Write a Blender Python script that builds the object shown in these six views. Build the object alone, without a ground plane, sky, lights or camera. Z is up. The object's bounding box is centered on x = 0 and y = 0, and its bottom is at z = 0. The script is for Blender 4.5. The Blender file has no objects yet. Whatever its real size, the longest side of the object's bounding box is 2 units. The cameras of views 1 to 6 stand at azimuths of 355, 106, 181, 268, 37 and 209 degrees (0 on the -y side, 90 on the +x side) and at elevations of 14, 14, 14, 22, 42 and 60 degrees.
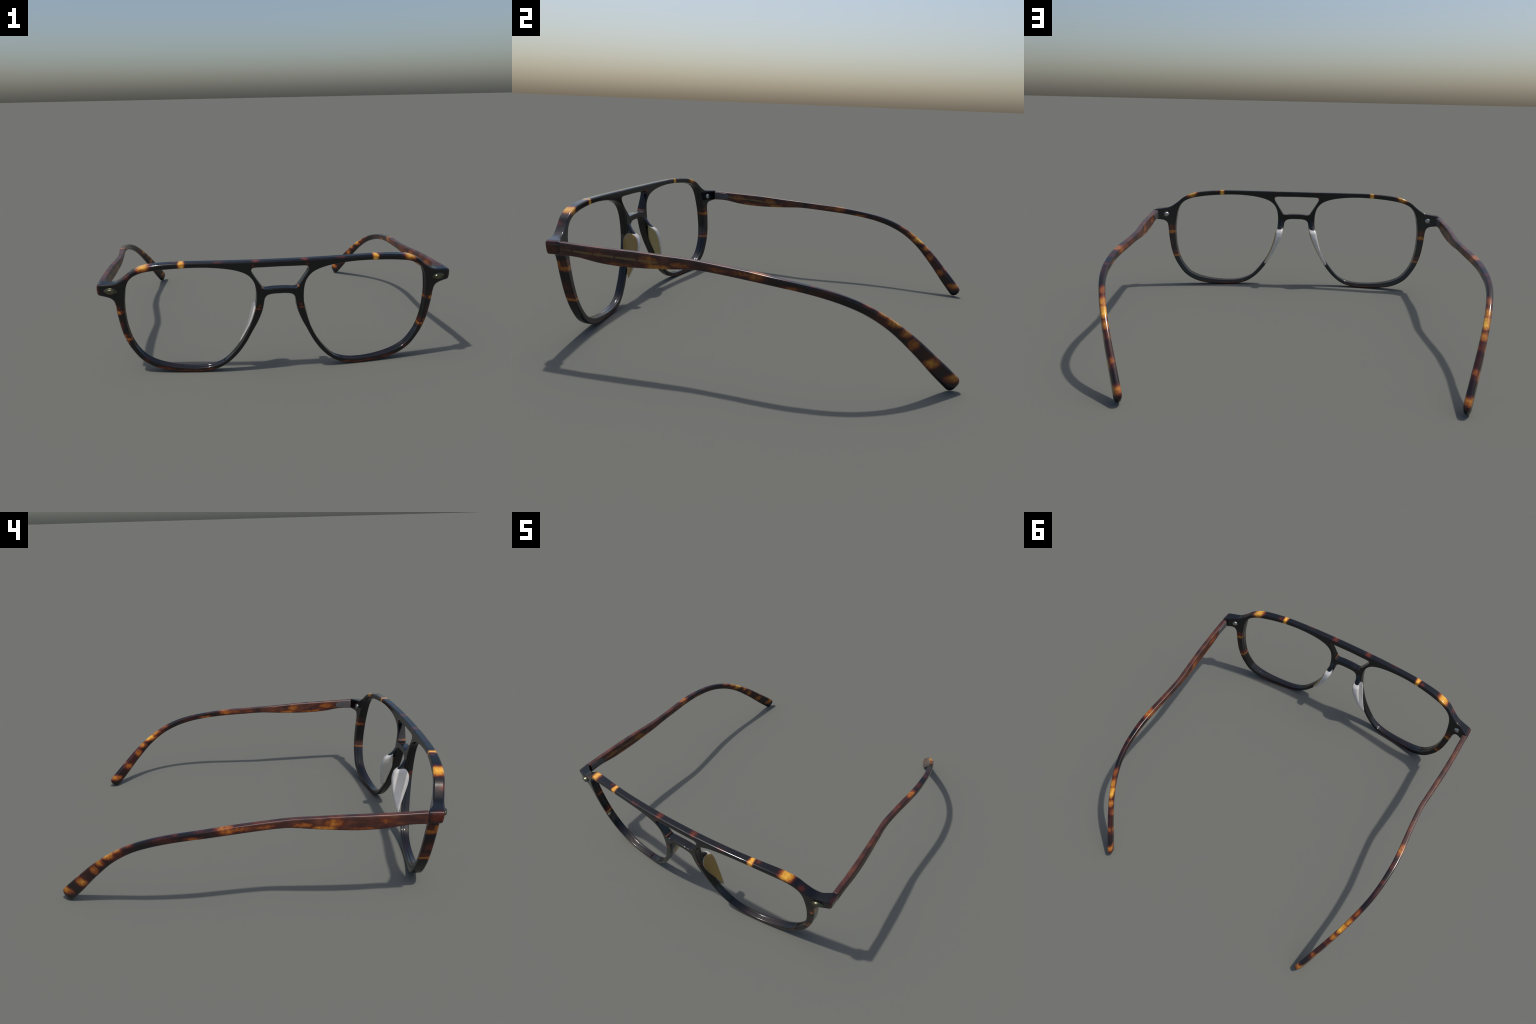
# Tortoiseshell double-bridge eyeglasses, open temples, standing on rims and temple tips.
import bpy, math
import numpy as np
from mathutils import Vector
from mathutils.geometry import delaunay_2d_cdt

# ------------------------------------------------------------------ helpers
def catmull(points, closed, step):
    """Dense, evenly spaced centripetal Catmull-Rom curve through control points."""
    P = np.array(points, float)
    n = len(P)
    if closed:
        idx = lambda i: P[i % n]
        segs = n
    else:
        first, last = 2 * P[0] - P[1], 2 * P[-1] - P[-2]
        idx = lambda i: first if i < 0 else (last if i >= n else P[i])
        segs = n - 1
    out = []
    for i in range(segs):
        p0, p1, p2, p3 = idx(i - 1), idx(i), idx(i + 1), idx(i + 2)
        t0 = 0.0
        t1 = t0 + max(np.linalg.norm(p1 - p0), 1e-6) ** .5
        t2 = t1 + max(np.linalg.norm(p2 - p1), 1e-6) ** .5
        t3 = t2 + max(np.linalg.norm(p3 - p2), 1e-6) ** .5
        for t in np.linspace(t1, t2, 24, endpoint=False):
            a1 = (t1 - t) / (t1 - t0) * p0 + (t - t0) / (t1 - t0) * p1
            a2 = (t2 - t) / (t2 - t1) * p1 + (t - t1) / (t2 - t1) * p2
            a3 = (t3 - t) / (t3 - t2) * p2 + (t - t2) / (t3 - t2) * p3
            b1 = (t2 - t) / (t2 - t0) * a1 + (t - t0) / (t2 - t0) * a2
            b2 = (t3 - t) / (t3 - t1) * a2 + (t - t1) / (t3 - t1) * a3
            out.append((t2 - t) / (t2 - t1) * b1 + (t - t1) / (t2 - t1) * b2)
    if not closed:
        out.append(P[-1])
    Q = np.array(out)
    R = np.vstack([Q, Q[:1]]) if closed else Q
    d = np.r_[0, np.cumsum(np.linalg.norm(np.diff(R, axis=0), axis=1))]
    m = max(8, int(round(d[-1] / step)))
    s = np.linspace(0, d[-1], m, endpoint=not closed)
    return np.stack([np.interp(s, d, R[:, k]) for k in range(P.shape[1])], 1)

def signed_area(L):
    x, y = L[:, 0], L[:, 1]
    return .5 * np.sum(x * np.roll(y, -1) - np.roll(x, -1) * y)

def inside(pts, loop):
    x, y = pts[:, 0][:, None], pts[:, 1][:, None]
    x1, y1 = loop[:, 0][None], loop[:, 1][None]
    x2, y2 = np.roll(x1, -1, 1), np.roll(y1, -1, 1)
    c = ((y1 > y) != (y2 > y)) & (x < (x2 - x1) * (y - y1) / (y2 - y1 + 1e-15) + x1)
    return c.sum(1) % 2 == 1

def smooth01(a, b, v):
    t = np.clip((v - a) / (b - a), 0, 1)
    return t * t * (3 - 2 * t)

def add_mesh(name, verts, faces, material, parent=None, normals=None):
    me = bpy.data.meshes.new(name)
    me.from_pydata([tuple(map(float, v)) for v in verts], [], faces)
    me.polygons.foreach_set("use_smooth", [True] * len(me.polygons))
    me.materials.append(material)
    if normals is not None:
        vi = np.empty(len(me.loops), int)
        me.loops.foreach_get("vertex_index", vi)
        me.normals_split_custom_set([tuple(map(float, normals[i])) for i in vi])
    me.update()
    ob = bpy.data.objects.new(name, me)
    bpy.context.scene.collection.objects.link(ob)
    if parent is not None:
        ob.parent = parent
    return ob

# ------------------------------------------------------------------ materials
class Nodes:
    def __init__(self, name):
        self.mat = bpy.data.materials.new(name)
        self.mat.use_nodes = True
        self.t = self.mat.node_tree
        self.t.nodes.clear()
        self.out = self.t.nodes.new("ShaderNodeOutputMaterial")
        self.bsdf = self.t.nodes.new("ShaderNodeBsdfPrincipled")
        self.t.links.new(self.bsdf.outputs[0], self.out.inputs[0])
    def put(self, sock, v):
        if isinstance(v, bpy.types.NodeSocket):
            self.t.links.new(v, sock)
        else:
            sock.default_value = v
    def math(self, op, a, b=0.0, c=None, clamp=False):
        n = self.t.nodes.new("ShaderNodeMath"); n.operation = op; n.use_clamp = clamp
        self.put(n.inputs[0], a); self.put(n.inputs[1], b)
        if c is not None: self.put(n.inputs[2], c)
        return n.outputs[0]
    def vmath(self, op, a, b=None):
        n = self.t.nodes.new("ShaderNodeVectorMath"); n.operation = op
        self.put(n.inputs[0], a)
        if b is not None: self.put(n.inputs[1], b)
        return n.outputs["Value"] if op == 'LENGTH' else n.outputs["Vector"]
    def xyz(self, v):
        n = self.t.nodes.new("ShaderNodeSeparateXYZ"); self.put(n.inputs[0], v); return n.outputs
    def combine(self, x, y, z):
        n = self.t.nodes.new("ShaderNodeCombineXYZ")
        for k, v in enumerate((x, y, z)): self.put(n.inputs[k], v)
        return n.outputs[0]
    def noise(self, vec, scale, detail=2.0, color=False):
        n = self.t.nodes.new("ShaderNodeTexNoise")
        self.put(n.inputs["Vector"], vec)
        n.inputs["Scale"].default_value = scale; n.inputs["Detail"].default_value = detail
        return n.outputs["Color"] if color else n.outputs["Fac"]
    def step(self, v, a, b, lo=0.0, hi=1.0):
        n = self.t.nodes.new("ShaderNodeMapRange"); n.interpolation_type = 'SMOOTHSTEP'
        self.put(n.inputs["Value"], v)
        n.inputs["From Min"].default_value = a; n.inputs["From Max"].default_value = b
        n.inputs["To Min"].default_value = lo; n.inputs["To Max"].default_value = hi
        return n.outputs[0]
    def ramp(self, fac, stops):
        n = self.t.nodes.new("ShaderNodeValToRGB")
        el = n.color_ramp.elements
        while len(el) < len(stops): el.new(0.5)
        for e, (p, c) in zip(el, stops):
            e.position = p; e.color = (*c, 1)
        self.put(n.inputs[0], fac)
        return n.outputs[0]
    def mix(self, fac, a, b):
        n = self.t.nodes.new("ShaderNodeMix"); n.data_type = 'RGBA'
        self.put(n.inputs["Factor"], fac)
        self.put(n.inputs["A"], a); self.put(n.inputs["B"], b)
        return n.outputs["Result"]
    def coords(self):
        return self.t.nodes.new("ShaderNodeTexCoord").outputs

TORTOISE = [(0.0, (.006, .006, .007)), (.22, (.018, .006, .007)), (.42, (.085, .016, .008)),
            (.62, (.30, .085, .012)), (.82, (.55, .23, .025)), (1.0, (.80, .42, .055))]

def tortoise_field(N, blobs, wobble, mottle, soft):
    """Amber clouds in dark acetate, mirrored left/right: (|x|,y,z) centre, radii, strength."""
    o = N.coords()["Object"]
    x, y, z = N.xyz(o)
    m = N.combine(N.math('ABSOLUTE', x), y, z)
    warp = N.vmath('SUBTRACT', N.noise(m, 22.0, 3.0, True), (.5, .5, .5))
    sc = N.t.nodes.new("ShaderNodeVectorMath"); sc.operation = 'SCALE'
    N.put(sc.inputs[0], warp); sc.inputs["Scale"].default_value = wobble
    p = N.vmath('ADD', m, sc.outputs[0])
    spots = N.noise(m, 30.0, 3.0)
    total = N.step(spots, .60, .82, 0.0, mottle)
    for c, r, s in blobs:
        q = N.vmath('DIVIDE', N.vmath('SUBTRACT', p, c), r)
        total = N.math('MAXIMUM', total, N.step(N.vmath('LENGTH', q), 1.25 + soft, .55 - soft, 0.0, s))
    # streaky depth inside the amber
    streak = N.noise(m, 60.0, 2.0)
    total = N.math('MULTIPLY', total, N.step(streak, .25, .75, .82, 1.10))
    return total, m, (x, y, z)

def frame_material():
    N = Nodes("tortoiseshell_acetate")
    big = 9.0
    blobs = [
        ((.735, -.93, .644), (.052, big, .042), .97),     # long amber patch on the brow corner
        ((.522, -.96, .650), (.020, big, .050), .95),     # narrow amber bar on the brow
        ((.560, -.93, .650), (.020, .030, .012), .40),
        ((.130, -.98, .655), (.030, .05, .012), .45),     # dull red spots above the double bridge
        ((.145, -.99, .625), (.012, .03, .012), .42),
        ((.330, -.99, .652), (.040, .03, .008), .36),
        ((.872, -.84, .372), (.070, .080, .017), .69),    # bands round the outer rim
        ((.874, -.83, .398), (.060, .070, .028), .42),
        ((.884, -.880, .392), (.0065, .018, .036), .72),  # angular streaks on its front
        ((.866, -.885, .366), (.016, .018, .014), .72),
        ((.872, -.880, .425), (.014, .018, .007), .66),
        ((.866, -.885, .395), (.010, .018, .024), .42),
        ((.838, -.84, .209), (.070, .080, .0115), .69),
        ((.836, -.83, .230), (.060, .070, .024), .40),
        ((.845, -.870, .212), (.0075, .018, .034), .70),
        ((.830, -.870, .196), (.010, .018, .022), .55),
        ((.860, -.855, .290), (.020, .05, .050), .40),
        ((.118, -.965, .376), (.022, .020, .009), .56),   # nose side of the rims
        ((.112, -.970, .395), (.010, .020, .012), .46),
        ((.146, -.945, .366), (.012, .022, .018), .70),
        ((.097, -.965, .501), (.008, .06, .0075), .64),   # corners of the double bridge
        ((.150, -.955, .612), (.014, .05, .010), .46),
        ((.66, -.87, .020), (.10, .06, .020), .48),       # reddish rim bottom
        ((.50, -.88, .006), (.14, .06, .016), .46),
        ((.38, -.90, .012), (.06, .05, .018), .48),
        ((.58, -.905, .010), (.045, .03, .008), .54),
        ((.44, -.905, .008), (.030, .03, .006), .50),
        ((.74, -.89, .075), (.030, .03, .030), .38),
        ((.978, -.85, .498), (.016, .06, .05), .40),
        ((.822, -.93, .582), (.034, .05, .026), .42),
    ]
    f, m, _ = tortoise_field(N, blobs, .018, .27, .20)
    N.put(N.bsdf.inputs["Base Color"], N.ramp(f, TORTOISE))
    N.put(N.bsdf.inputs["Roughness"], N.step(N.noise(m, 9.0), .3, .7, .10, .16))
    N.bsdf.inputs["IOR"].default_value = 1.5
    return N.mat

def temple_material():
    N = Nodes("temple_acetate")
    blobs = [
        # bands across the top, front to back
        ((.96, -.775, .532), (.05, .018, .010), .50),
        ((.96, -.60, .530), (.05, .034, .012), .50),
        ((.95, -.50, .528), (.05, .028, .011), .44),
        ((.95, -.35, .522), (.05, .036, .014), .54),
        ((.95, .00, .506), (.05, .045, .018), .54),
        ((.96, .150, .488), (.05, .060, .024), .66),
        ((.95, .27, .482), (.05, .050, .016), .46),
        ((.95, .385, .464), (.05, .030, .014), .46),
        # clouds on the sides
        ((.95, -.610, .490), (.05, .075, .030), .62),
        ((.95, -.51, .454), (.05, .130, .016), .64),
        ((.95, -.365, .485), (.05, .065, .036), .68),
        ((.95, -.320, .458), (.05, .085, .018), .80),
        ((.95, -.22, .476), (.05, .070, .020), .60),
        ((.95, -.04, .478), (.05, .080, .015), .58),
        ((.95, .07, .476), (.05, .085, .018), .60),
        ((.95, .135, .470), (.05, .060, .024), .70),
        ((.95, .290, .440), (.05, .065, .014), .62),
        ((.95, .42, .430), (.05, .120, .030), .30),
        # bright bend and speckled tip, in a reddish ground
        ((.88, .66, .335), (.06, .16, .070), .36),
        ((.80, .86, .160), (.09, .13, .130), .30),
        ((.89, .635, .396), (.05, .075, .026), .74),
        ((.873, .685, .362), (.05, .070, .030), .86),
        ((.86, .732, .328), (.05, .085, .034), 1.0),
        ((.845, .765, .275), (.05, .040, .028), .74),
        ((.83, .795, .224), (.05, .034, .036), .70),
        ((.80, .876, .136), (.05, .050, .032), .76),
        ((.78, .905, .165), (.03, .044, .018), .60),
        ((.745, .968, .064), (.05, .060, .026), .74),
    ]
    f, m, (x, y, z) = tortoise_field(N, blobs, .013, .34, .34)
    col = N.ramp(f, TORTOISE)
    # the front half is a milkier, browner layer with long streaks
    stretch = N.t.nodes.new("ShaderNodeMapping")
    stretch.inputs["Scale"].default_value = (3, 2.2, 5)
    N.put(stretch.inputs["Vector"], m)
    streaks = N.noise(stretch.outputs[0], 6.0, 4.0)
    milky = N.step(y, .30, -.10, 0.0, 1.0)
    brown = N.ramp(streaks, [(.28, (.022, .010, .010)), (.5, (.072, .022, .015)), (.72, (.150, .048, .022))])
    lift = N.math('MULTIPLY', milky, N.step(f, .18, .52, .88, .08))
    col = N.mix(lift, col, brown)
    # row of pale dashes on the faces turned to +x
    nx = N.xyz(N.coords()["Normal"])[0]
    dash = N.math('FRACT', N.math('MULTIPLY', N.math('ADD', y, .845), 9.35))
    gap = N.math('MULTIPLY', N.step(dash, .02, .07), N.step(dash, .99, .93))
    zz = N.math('ADD', z, N.math('MULTIPLY', y, .035))
    line = N.math('MULTIPLY', N.step(zz, .4620, .4640), N.step(zz, .4735, .4715))
    span = N.math('MULTIPLY', N.step(y, -.80, -.66, .25, 1.0), N.step(y, -.30, -.34))
    marks = N.math('MULTIPLY', N.math('MULTIPLY', gap, line), N.math('MULTIPLY', span, N.step(nx, .6, .8)))
    col = N.mix(N.math('MULTIPLY', marks, .85), col, (.20, .125, .040, 1))
    N.put(N.bsdf.inputs["Base Color"], col)
    N.put(N.bsdf.inputs["Roughness"], N.step(y, .34, .02, .13, .36))
    N.bsdf.inputs["IOR"].default_value = 1.5
    return N.mat

def pad_material():
    N = Nodes("milky_pad_plastic")
    b = N.bsdf
    c = N.coords()
    o = c["Object"]; x = N.xyz(o)[0]; nx = N.xyz(c["Normal"])[0]
    # clear-white shell, coloured amber on the faces turned to +x
    amber = N.mix(N.step(x, -.05, .05), (.46, .41, .20, 1), (.44, .27, .08, 1))
    white = N.ramp(N.noise(o, 30.0, 2.0), [(.3, (.74, .73, .72)), (.7, (.84, .81, .77))])
    N.put(b.inputs["Base Color"], N.mix(N.step(nx, .22, .70), white, amber))
    b.inputs["Roughness"].default_value = .18
    # let a little warm light through the milky body
    tr = N.t.nodes.new("ShaderNodeBsdfTranslucent")
    tr.inputs["Color"].default_value = (1.0, .80, .45, 1)
    mx = N.t.nodes.new("ShaderNodeMixShader")
    mx.inputs[0].default_value = .22
    N.t.links.new(b.outputs[0], mx.inputs[1]); N.t.links.new(tr.outputs[0], mx.inputs[2])
    N.t.links.new(mx.outputs[0], N.out.inputs[0])
    return N.mat

def metal_material(name, col, rough):
    N = Nodes(name)
    N.bsdf.inputs["Base Color"].default_value = (*col, 1)
    N.bsdf.inputs["Metallic"].default_value = 1.0
    o = N.coords()["Object"]
    N.put(N.bsdf.inputs["Roughness"], N.step(N.noise(o, 40.0), .3, .7, rough * .8, rough * 1.2))
    return N.mat

def hinge_material():
    N = Nodes("hinge_grey")
    o = N.coords()["Object"]
    N.put(N.bsdf.inputs["Base Color"], N.ramp(N.noise(o, 25.0, 3.0), [(.3, (.065, .062, .066)), (.7, (.11, .102, .102))]))
    N.bsdf.inputs["Roughness"].default_value = .42
    return N.mat

ACETATE, TEMPLE, PAD = frame_material(), temple_material(), pad_material()
BRASS = metal_material("aged_brass", (.17, .165, .105), .22)
STEEL = metal_material("nickel_steel", (.42, .41, .38), .42)
HINGE = hinge_material()

# ------------------------------------------------------------------ frame front
DEPTH = .0465
LEAN = .04          # how far the back face rises per unit of depth

def front_y(x, z):
    """Front surface: wrapped around the face and leaning back towards the cheeks."""
    return -.9185 + .0994 * x * x + .0346 * x ** 4 - .1871 * z + .096 * z * z - .031 * x * x * z - .005 * np.exp(-(z / .22) ** 2)

def front_slope(x, z):
    return .1988 * x + .1384 * x ** 3 - .062 * x * z, -.1871 + .192 * z - .031 * x * x

def depth_at(x, z):
    bar = .005 * (1 - smooth01(.10, .16, np.abs(x))) * (1 - smooth01(.50, .56, z))
    return DEPTH + bar + .010 * smooth01(.45, .80, np.abs(x)) + .022 * smooth01(.900, .968, np.abs(x))

LENS = [(.45, .625), (.56, .621), (.66, .612), (.73, .599), (.775, .579), (.802, .553), (.820, .512),
        (.829, .460), (.834, .405), (.833, .345), (.825, .270), (.803, .190), (.774, .137), (.735, .092),
        (.682, .062), (.615, .042), (.54, .030), (.465, .026), (.395, .031), (.343, .046), (.303, .068),
        (.26, .112), (.22, .165), (.187, .222), (.163, .280), (.145, .335), (.133, .385), (.128, .445),
        (.130, .490), (.139, .528), (.155, .556), (.180, .579), (.222, .598), (.280, .612), (.365, .622)]
OUTER = [(0, .463), (.04, .462), (.066, .456), (.081, .441), (.087, .415), (.091, .390), (.099, .358),
         (.121, .302), (.152, .242), (.187, .175), (.230, .112), (.280, .060), (.338, .022), (.395, .006),
         (.455, .001), (.525, .002), (.60, .008), (.668, .023), (.722, .048), (.766, .081), (.805, .132),
         (.833, .182), (.857, .250), (.870, .318), (.877, .370), (.881, .410), (.889, .436), (.906, .450),
         (.935, .459), (.961, .464), (.971, .468), (.975, .476), (.977, .495), (.976, .515), (.973, .523),
         (.963, .527), (.932, .530), (.892, .534), (.868, .541), (.843, .556), (.815, .577), (.788, .600),
         (.752, .620), (.71, .634), (.66, .642), (.59, .648), (.50, .652), (.40, .652), (.25, .651),
         (.10, .650), (0, .650)]
APERTURE = [(0, .495), (.045, .494), (.075, .491), (.090, .494), (.100, .507), (.128, .550), (.151, .588),
            (.155, .602), (.148, .612), (.135, .615), (.07, .616), (0, .617)]

def mirrored(half):
    return half + [(-x, z) for x, z in half[-2:0:-1]]

STEP = .0065
SPREAD = [1.004, 1.0]
outer = catmull(mirrored(OUTER), True, STEP) * SPREAD
gap = catmull(mirrored(APERTURE), True, STEP)
lens_r = catmull(LENS, True, STEP) * SPREAD
lens_l = lens_r[::-1] * [-1, 1]
if signed_area(outer) < 0: outer = outer[::-1]
_t = np.roll(outer, -1, 0) - np.roll(outer, 1, 0)
_t /= np.linalg.norm(_t, axis=1)[:, None]
outer = outer + .0012 * np.stack([_t[:, 1], -_t[:, 0]], 1)      # a hair fuller all round
holes = [h if signed_area(h) < 0 else h[::-1] for h in (gap, lens_r, lens_l)]

def edge_profile(rf, rb, groove):
    """(depth fraction part, depth offset, inset, side weight, depth weight) from front face to back face."""
    prof = []
    for a in np.linspace(0, math.pi / 2, 6):
        prof.append((0.0, rf * (1 - math.sin(a)), rf * (1 - math.cos(a)), math.cos(a), -math.sin(a)))
    prof = prof[::-1]
    if groove:
        for f, ins, s, d in ((.56, 0.0, 1, 0), (.62, .0022, .8, .6), (.68, .0022, .8, -.6), (.74, 0.0, 1, 0)):
            prof.append((f, 0.0, ins, s, d))
    for a in np.linspace(0, math.pi / 2, 5):
        prof.append((1.0, -rb * (1 - math.sin(a)), rb * (1 - math.cos(a)), math.cos(a), math.sin(a)))
    return prof

verts, norms, faces = [], [], []
cap_front, cap_back = [], []          # vertex indices of the inset loops
cap_loops = []
for loop, rf, rb, groove in [(outer, .0110, .0075, False), (holes[0], .005, .004, False),
                             (holes[1], .0055, .0045, True), (holes[2], .0055, .0045, True)]:
    t = np.roll(loop, -1, 0) - np.roll(loop, 1, 0)
    t /= np.linalg.norm(t, axis=1)[:, None]
    nrm = np.stack([t[:, 1], -t[:, 0]], 1)          # points out of the material
    prof = edge_profile(rf, rb, groove)
    base = len(verts); n = len(loop)
    for j, (frac, off, inset, ws, wd) in enumerate(prof):
        p = loop - nrm * inset
        d = depth_at(p[:, 0], p[:, 1])
        dy = frac * d + off
        Y = front_y(p[:, 0], p[:, 1]) + dy
        Z = p[:, 1] + LEAN * dy - .0006
        fx, fz = front_slope(p[:, 0], p[:, 1])
        N3 = np.stack([-fx, np.ones(n), -fz], 1); N3 /= np.linalg.norm(N3, axis=1)[:, None]   # towards the back
        S = np.stack([nrm[:, 0], np.zeros(n), nrm[:, 1]], 1)
        S -= N3 * np.sum(S * N3, 1)[:, None]; S /= np.linalg.norm(S, axis=1)[:, None]
        nn = ws * S + wd * N3
        verts += list(np.stack([p[:, 0], Y, Z], 1)); norms += list(nn / np.linalg.norm(nn, axis=1)[:, None])
        if j == 0: cap_loops.append(p); cap_front += list(range(base, base + n))
        if j == len(prof) - 1: cap_back += list(range(base + j * n, base + (j + 1) * n))
    for j in range(len(prof) - 1):
        for i in range(n):
            a, b = base + j * n + i, base + j * n + (i + 1) % n
            faces.append((a, b, b + n, a + n))

# flat faces between the loops
pts = np.vstack(cap_loops)
edges, k = [], 0
for L in cap_loops:
    edges += [(k + i, k + (i + 1) % len(L)) for i in range(len(L))]
    k += len(L)
tri_v, _, tri_f, orig, _, _ = delaunay_2d_cdt([Vector(p) for p in pts], edges, [], 0, 1e-7)
remap = [o[0] for o in orig]
tri = np.array([[remap[i] for i in f] for f in tri_f if len(f) == 3])
cen = pts[tri].mean(1)
keep = inside(cen, cap_loops[0])
for h in cap_loops[1:]:
    keep &= ~inside(cen, h)
for a, b, c in tri[keep]:
    faces.append((cap_front[a], cap_front[b], cap_front[c]))
    faces.append((cap_back[c], cap_back[b], cap_back[a]))
verts, norms = np.array(verts), np.array(norms)
# wind every face so that it agrees with its vertex normals
def wound(f):
    a, b, c = verts[f[0]], verts[f[1]], verts[f[2]]
    return f if np.dot(np.cross(b - a, c - a), norms[list(f)].sum(0)) > 0 else tuple(reversed(f))
faces = [wound(f) for f in faces]

# root
root = bpy.data.objects.new("eyeglasses", None)
bpy.context.scene.collection.objects.link(root)
root["label"] = "tortoiseshell aviator eyeglasses with double bridge and open temples"
root["category"] = "eyeglasses"

def region(c):
    x, _, z = c
    if abs(x) > .893 and z > .43: return "end_piece+" if x > 0 else "end_piece-"
    if abs(x) < .118 and z > .60: return "bridge"
    if abs(x) < .082 and z > .44: return "bridge"
    return "rim+" if x > 0 else "rim-"

groups = {}
for f in faces:
    groups.setdefault(region(verts[list(f)].mean(0)), []).append(f)
part = {}
for key in ("rim+", "rim-", "bridge", "end_piece+", "end_piece-"):
    fs = groups[key]
    used = sorted({i for f in fs for i in f})
    loc = {v: i for i, v in enumerate(used)}
    part[key] = add_mesh(key.rstrip("+-"), verts[used], [tuple(loc[i] for i in f) for f in fs],
                         ACETATE, root, norms[used])

# ------------------------------------------------------------------ generic loft
def loft(rings, cap_start=True, cap_end=True):
    n = len(rings[0]); v = [p for r in rings for p in r]; f = []
    for j in range(len(rings) - 1):
        for i in range(n):
            a, b = j * n + i, j * n + (i + 1) % n
            f.append((a, b, b + n, a + n))
    if cap_start:
        v.append(np.mean(rings[0], 0)); c = len(v) - 1
        f += [(c, (i + 1) % n, i) for i in range(n)]
    if cap_end:
        v.append(np.mean(rings[-1], 0)); c = len(v) - 1; o = (len(rings) - 1) * n
        f += [(c, o + i, o + (i + 1) % n) for i in range(n)]
    return np.array(v), f

def flip(faces): return [tuple(reversed(f)) for f in faces]

# ------------------------------------------------------------------ temples
# y, outer x, half width, upper z, lower z (vertical cut)
TEMPLE_ROWS = [
    (-.804, .9705, .0130, .5255, .4680), (-.75, .9700, .0130, .5240, .4695), (-.70, .9695, .0130, .5225, .4670),
    (-.65, .9685, .0130, .5215, .4595), (-.60, .9670, .0130, .5205, .4525), (-.50, .9645, .0130, .5185, .4470),
    (-.40, .9600, .0125, .5160, .4485), (-.30, .9530, .0122, .5110, .4535), (-.20, .9455, .0120, .5070, .4615),
    (-.15, .9450, .0120, .5045, .4650), (-.10, .9470, .0120, .5015, .4645), (0, .9535, .0125, .4950, .4590),
    (.10, .9620, .0132, .4885, .4525), (.20, .9685, .0138, .4785, .4445), (.25, .9690, .0138, .4730, .4390),
    (.30, .9670, .0137, .4665, .4335), (.40, .9590, .0130, .4520, .4170), (.50, .9430, .0125, .4285, .3905),
    (.60, .9160, .0122, .3895, .3480), (.70, .8810, .0122, .3320, .2790), (.80, .8370, .0125, .2540, .1785),
    (.90, .7870, .0132, .1560, .0620), (.987, .7430, .0138, .0660, -.0320)]
rows = np.array(TEMPLE_ROWS)
rows[:, 1] += .0055 + .0045 * (1 - smooth01(-.60, -.35, rows[:, 0])); rows[:, 2] += .0036; rows[:, 3] += .0012; rows[:, 4] -= .0030
spine_ctrl = np.stack([rows[:, 1] - rows[:, 2], rows[:, 0], (rows[:, 3] + rows[:, 4]) / 2,
                       (rows[:, 3] - rows[:, 4]) / 2, rows[:, 2]], 1)
sp = catmull(spine_ctrl, False, .009)
tang = np.gradient(sp[:, :3], axis=0); tang /= np.linalg.norm(tang, axis=1)[:, None]
arc = np.r_[0, np.cumsum(np.linalg.norm(np.diff(sp[:, :3], axis=0), axis=1))]
TIP, FRONT = .033, .003
stations = np.unique(np.r_[FRONT * (1 - np.cos(np.linspace(0, math.pi / 2, 4))),
                           np.arange(FRONT * 2, arc[-1] - TIP, .009),
                           arc[-1] - TIP + TIP * np.sin(np.linspace(0, math.pi / 2, 12))])
NR = 56
rings = []
for s in stations:
    c = np.array([np.interp(s, arc, sp[:, k]) for k in range(3)])
    T = np.array([np.interp(s, arc, tang[:, k]) for k in range(3)]); T /= np.linalg.norm(T)
    hv, w = np.interp(s, arc, sp[:, 3]), np.interp(s, arc, sp[:, 4])
    side = np.cross(T, (0, 0, 1)); side /= np.linalg.norm(side)
    up = np.cross(side, T)
    h = hv * up[2] if up[2] > .2 else hv          # vertical cut to perpendicular height
    ex = 5.5 - 2.6 * smooth01(.10, .60, c[1])      # boxy at the hinge, oval towards the tip
    e = (s - (arc[-1] - TIP)) / TIP
    sh = sw = 1.0
    if e > 0:
        sh = max(1 - e ** 2.3, 0) ** (1 / 2.3) if e < 1 else 0.0
        sw = max(1 - e ** 2.4, 0) ** (1 / 2.0) if e < 1 else 0.0
        sh, sw = max(sh, .02), max(sw, .02)
    b = max(0.0, 1 - s / FRONT)
    if b > 0:
        k = FRONT * (1 - math.sqrt(max(0, 1 - b * b)))
        sh *= 1 - k / h; sw *= 1 - k / w
    a = np.linspace(0, 2 * math.pi, NR, endpoint=False)
    ca, sa = np.cos(a), np.sin(a)
    cx = np.sign(ca) * np.abs(ca) ** (2 / ex) * w * sw
    cz = np.sign(sa) * np.abs(sa) ** (2 / ex) * h * sh
    rings.append(c + cx[:, None] * side + cz[:, None] * up)
tv, tf = loft(rings)
temple = {}
for sgn in (1, -1):
    temple[sgn] = add_mesh("temple", tv * [sgn, 1, 1], flip(tf) if sgn > 0 else tf, TEMPLE, root)

# grey hinge plate let into the inner face of each temple front
plate = []
for s, k in ((.0035, 1.0), (.05, 1.0), (.085, .96), (.100, .86), (.108, .66), (.112, .42), (.1135, .10)):
    c = np.array([np.interp(s, arc, sp[:, i]) for i in range(3)])
    hv, w = np.interp(s, arc, sp[:, 3]), np.interp(s, arc, sp[:, 4])
    hh = (hv - .006) * k
    ring = []
    for dz, dx in ((hh, 0), (hh * .96, -.0014), (-hh * .96, -.0014), (-hh, 0), (-hh, .004), (hh, .004)):
        ring.append(c + np.array([-w + dx, 0, dz]))
    plate.append(np.array(ring))
pv, pf = loft(plate)
for sgn in (1, -1):
    add_mesh("hinge_plate", pv * [sgn, 1, 1], pf if sgn > 0 else flip(pf), HINGE, temple[sgn])

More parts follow.
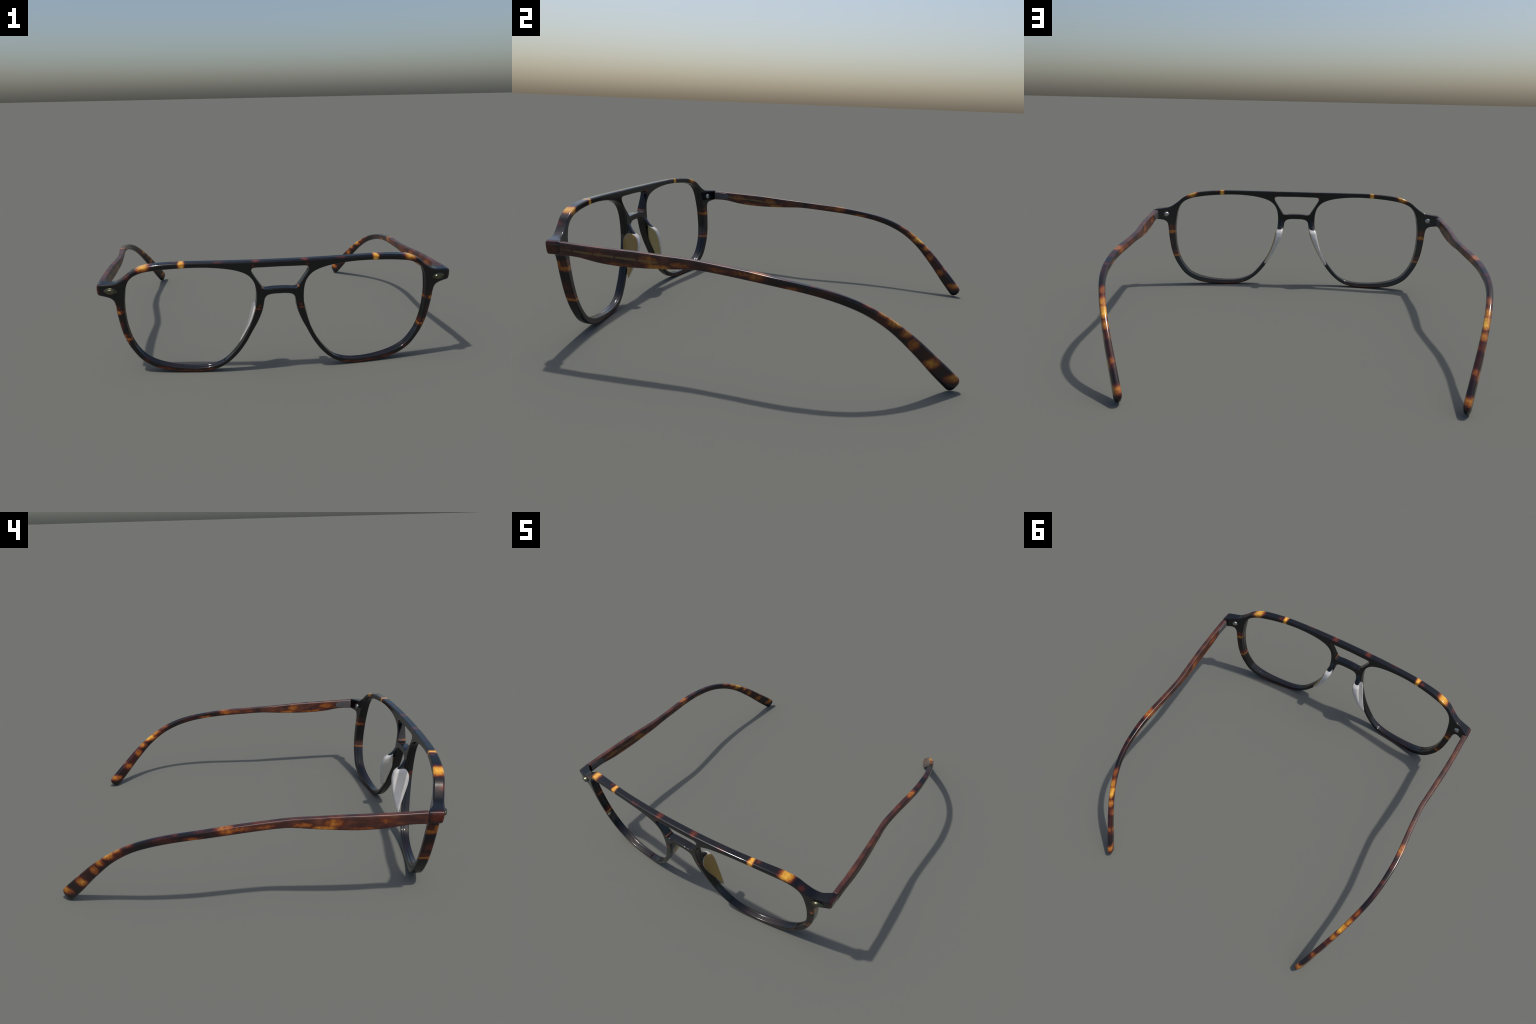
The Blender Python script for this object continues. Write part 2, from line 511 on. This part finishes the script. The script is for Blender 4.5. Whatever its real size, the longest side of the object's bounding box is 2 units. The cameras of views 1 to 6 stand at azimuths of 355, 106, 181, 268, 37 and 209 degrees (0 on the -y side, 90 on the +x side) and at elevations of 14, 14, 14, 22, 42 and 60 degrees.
# ------------------------------------------------------------------ nose pads
# z, nose-side x, lens-side x, rear y, front y on the lens side, front y on the nose side
PAD_ROWS = [
    (.410, .096, .124, -.9040, -.915, -.912), (.402, .0925, .1300, -.8920, -.922, -.909),
    (.391, .0915, .1410, -.8735, -.932, -.908), (.378, .0930, .1462, -.8600, -.940, -.908),
    (.362, .0975, .1490, -.8530, -.945, -.910), (.346, .1025, .1525, -.8480, -.946, -.912),
    (.328, .1095, .1565, -.8455, -.944, -.914), (.305, .1200, .1625, -.8450, -.938, -.914),
    (.280, .1315, .1705, -.8460, -.929, -.910), (.250, .1470, .1805, -.8490, -.916, -.905),
    (.220, .1630, .1945, -.8535, -.902, -.900), (.190, .1800, .2100, -.8600, -.888, -.897),
    (.168, .1945, .2210, -.8665, -.880, -.893), (.152, .2080, .2240, -.8720, -.8765, -.8780)]
pr = catmull([(r[0] * 1.0,) + r[1:] for r in PAD_ROWS], False, .006)
rings = []
for z, xn, xl, yr, fl, fn in pr:
    xl -= .0035; yr -= .0050; fl -= .004; fn -= .002
    cx, hw = (xn + xl) / 2, (xl - xn) / 2
    ring = [(xl - .012 * min(1, hw / .018), fl - .001, z), (xl - .001, fl, z)]
    depth = max(min(yr - fl, yr - fn), .002)
    rr = min(.016, depth * .9)
    ring.append((xl, yr - rr - (yr - rr - fl) * .35, z))
    for a in np.linspace(0, math.pi, 13):
        ca, sa = math.cos(a), math.sin(a)
        ring.append((cx + hw * math.copysign(abs(ca) ** .75, ca), yr - rr + rr * abs(sa) ** .8, z))
    ring.append((xn, yr - rr - (yr - rr - fn) * .35, z))
    ring += [(xn + .001, fn, z), (xn + .010 * min(1, hw / .018), fn - .001, z)]
    rings.append(np.array(ring))
nv, nf = loft(rings)
# dark arm that carries the top of the pad
arm = []
for z, x0, x1, yr in [(.474, .086, .124, -.950), (.462, .084, .124, -.938), (.445, .086, .124, -.927), (.428, .090, .125, -.9175),
                      (.412, .095, .126, -.9050), (.398, .098, .130, -.888), (.388, .103, .132, -.880)]:
    cx, hw, rr = (x0 + x1) / 2, (x1 - x0) / 2, .012
    ring = [(cx + hw * math.copysign(abs(math.cos(a)) ** .7, math.cos(a)), yr - rr + rr * math.sin(a) ** .8, z)
            for a in np.linspace(0, math.pi, 15)]
    arm.append(np.array(ring + [(x0, -.962, z), (x1, -.962, z)]))
av, af = loft(arm)
for sgn in (1, -1):
    add_mesh("pad_arm", av * [sgn, 1, 1], af, ACETATE, part["rim+" if sgn > 0 else "rim-"])
for sgn in (1, -1):
    ob = add_mesh("nose_pad", nv * [sgn, 1, 1], nf if sgn > 0 else flip(nf), PAD, part["rim+" if sgn > 0 else "rim-"])

# ------------------------------------------------------------------ rivets
def frame_at(x, z):
    fx, fz = front_slope(np.float64(x), np.float64(z))
    n = np.array([fx, -1.0, fz]); n /= np.linalg.norm(n)      # out of the front
    u = np.array([1, fx, 0.0]); u -= n * u.dot(n); u /= np.linalg.norm(u)
    return n, u, np.cross(u, n) * (1 if np.cross(u, n)[2] > 0 else -1)

def rivet_front():
    """Pointed oval base plate with a stepped, flat-topped oval boss."""
    x, z = .906, .4935
    c = np.array([x, front_y(x, z), z]); n, u, v = frame_at(x, z)
    a = np.linspace(0, 2 * math.pi, 64, endpoint=False)
    ca, sa = np.cos(a), np.sin(a)
    rings = []
    def ring(hx, hz, lift, point, shift=0.0):
        # vesica: 'point' pulls the two ends out to a tip
        px = hx * ca * (1 + point * np.abs(ca) ** 6)
        pz = hz * sa
        rings.append(c + (px + shift)[:, None] * u + pz[:, None] * v + lift * n)
    ring(.031, .0185, -.004, .22); ring(.031, .0185, .0025, .22); ring(.0295, .0172, .0040, .18)
    ring(.0275, .0165, .0042, 0); ring(.0270, .0162, .0085, 0); ring(.0255, .0150, .0105, 0)
    ring(.0235, .0138, .0108, 0); ring(.0225, .0130, .0130, 0); ring(.0205, .0118, .0142, 0)
    ring(.012, .007, .0148, 0); ring(.003, .002, .0150, 0)
    return loft(rings)

def rivet_back():
    x, z = .8985, .490
    n, u, v = frame_at(x, z)
    d = float(depth_at(np.float64(x), np.float64(z)))
    c = np.array([x, front_y(x, z) + d, z + LEAN * d])
    a = np.linspace(0, 2 * math.pi, 40, endpoint=False)
    rings = [c + .0185 * (1.1 * np.cos(a)[:, None] * u + .92 * np.sin(a)[:, None] * v) + .004 * n]
    for t in np.linspace(0, .96, 9):
        ph = t * math.pi / 2
        rings.append(c + math.cos(ph) * .0185 * (1.1 * np.cos(a)[:, None] * u + .92 * np.sin(a)[:, None] * v) - .011 * math.sin(ph) * n)
    return loft(rings)

rv, rf_ = rivet_front(); bv, bf = rivet_back()
for sgn in (1, -1):
    host = part["end_piece+" if sgn > 0 else "end_piece-"]
    add_mesh("rivet", rv * [sgn, 1, 1], rf_ if sgn > 0 else flip(rf_), BRASS, host)
    add_mesh("rivet", bv * [sgn, 1, 1], flip(bf) if sgn > 0 else bf, STEEL, host)

# consistent outward normals on the lofted parts
import bmesh
for ob in list(bpy.data.objects):
    if ob.type == 'MESH' and ob.name.split('.')[0] in ("temple", "hinge_plate", "nose_pad", "pad_arm", "rivet"):
        bm = bmesh.new(); bm.from_mesh(ob.data)
        bmesh.ops.recalc_face_normals(bm, faces=bm.faces[:])
        bm.to_mesh(ob.data); bm.free()
        if ob.name.startswith(("rivet", "hinge_plate", "temple")):
            ob.data.set_sharp_from_angle(angle=math.radians(38))
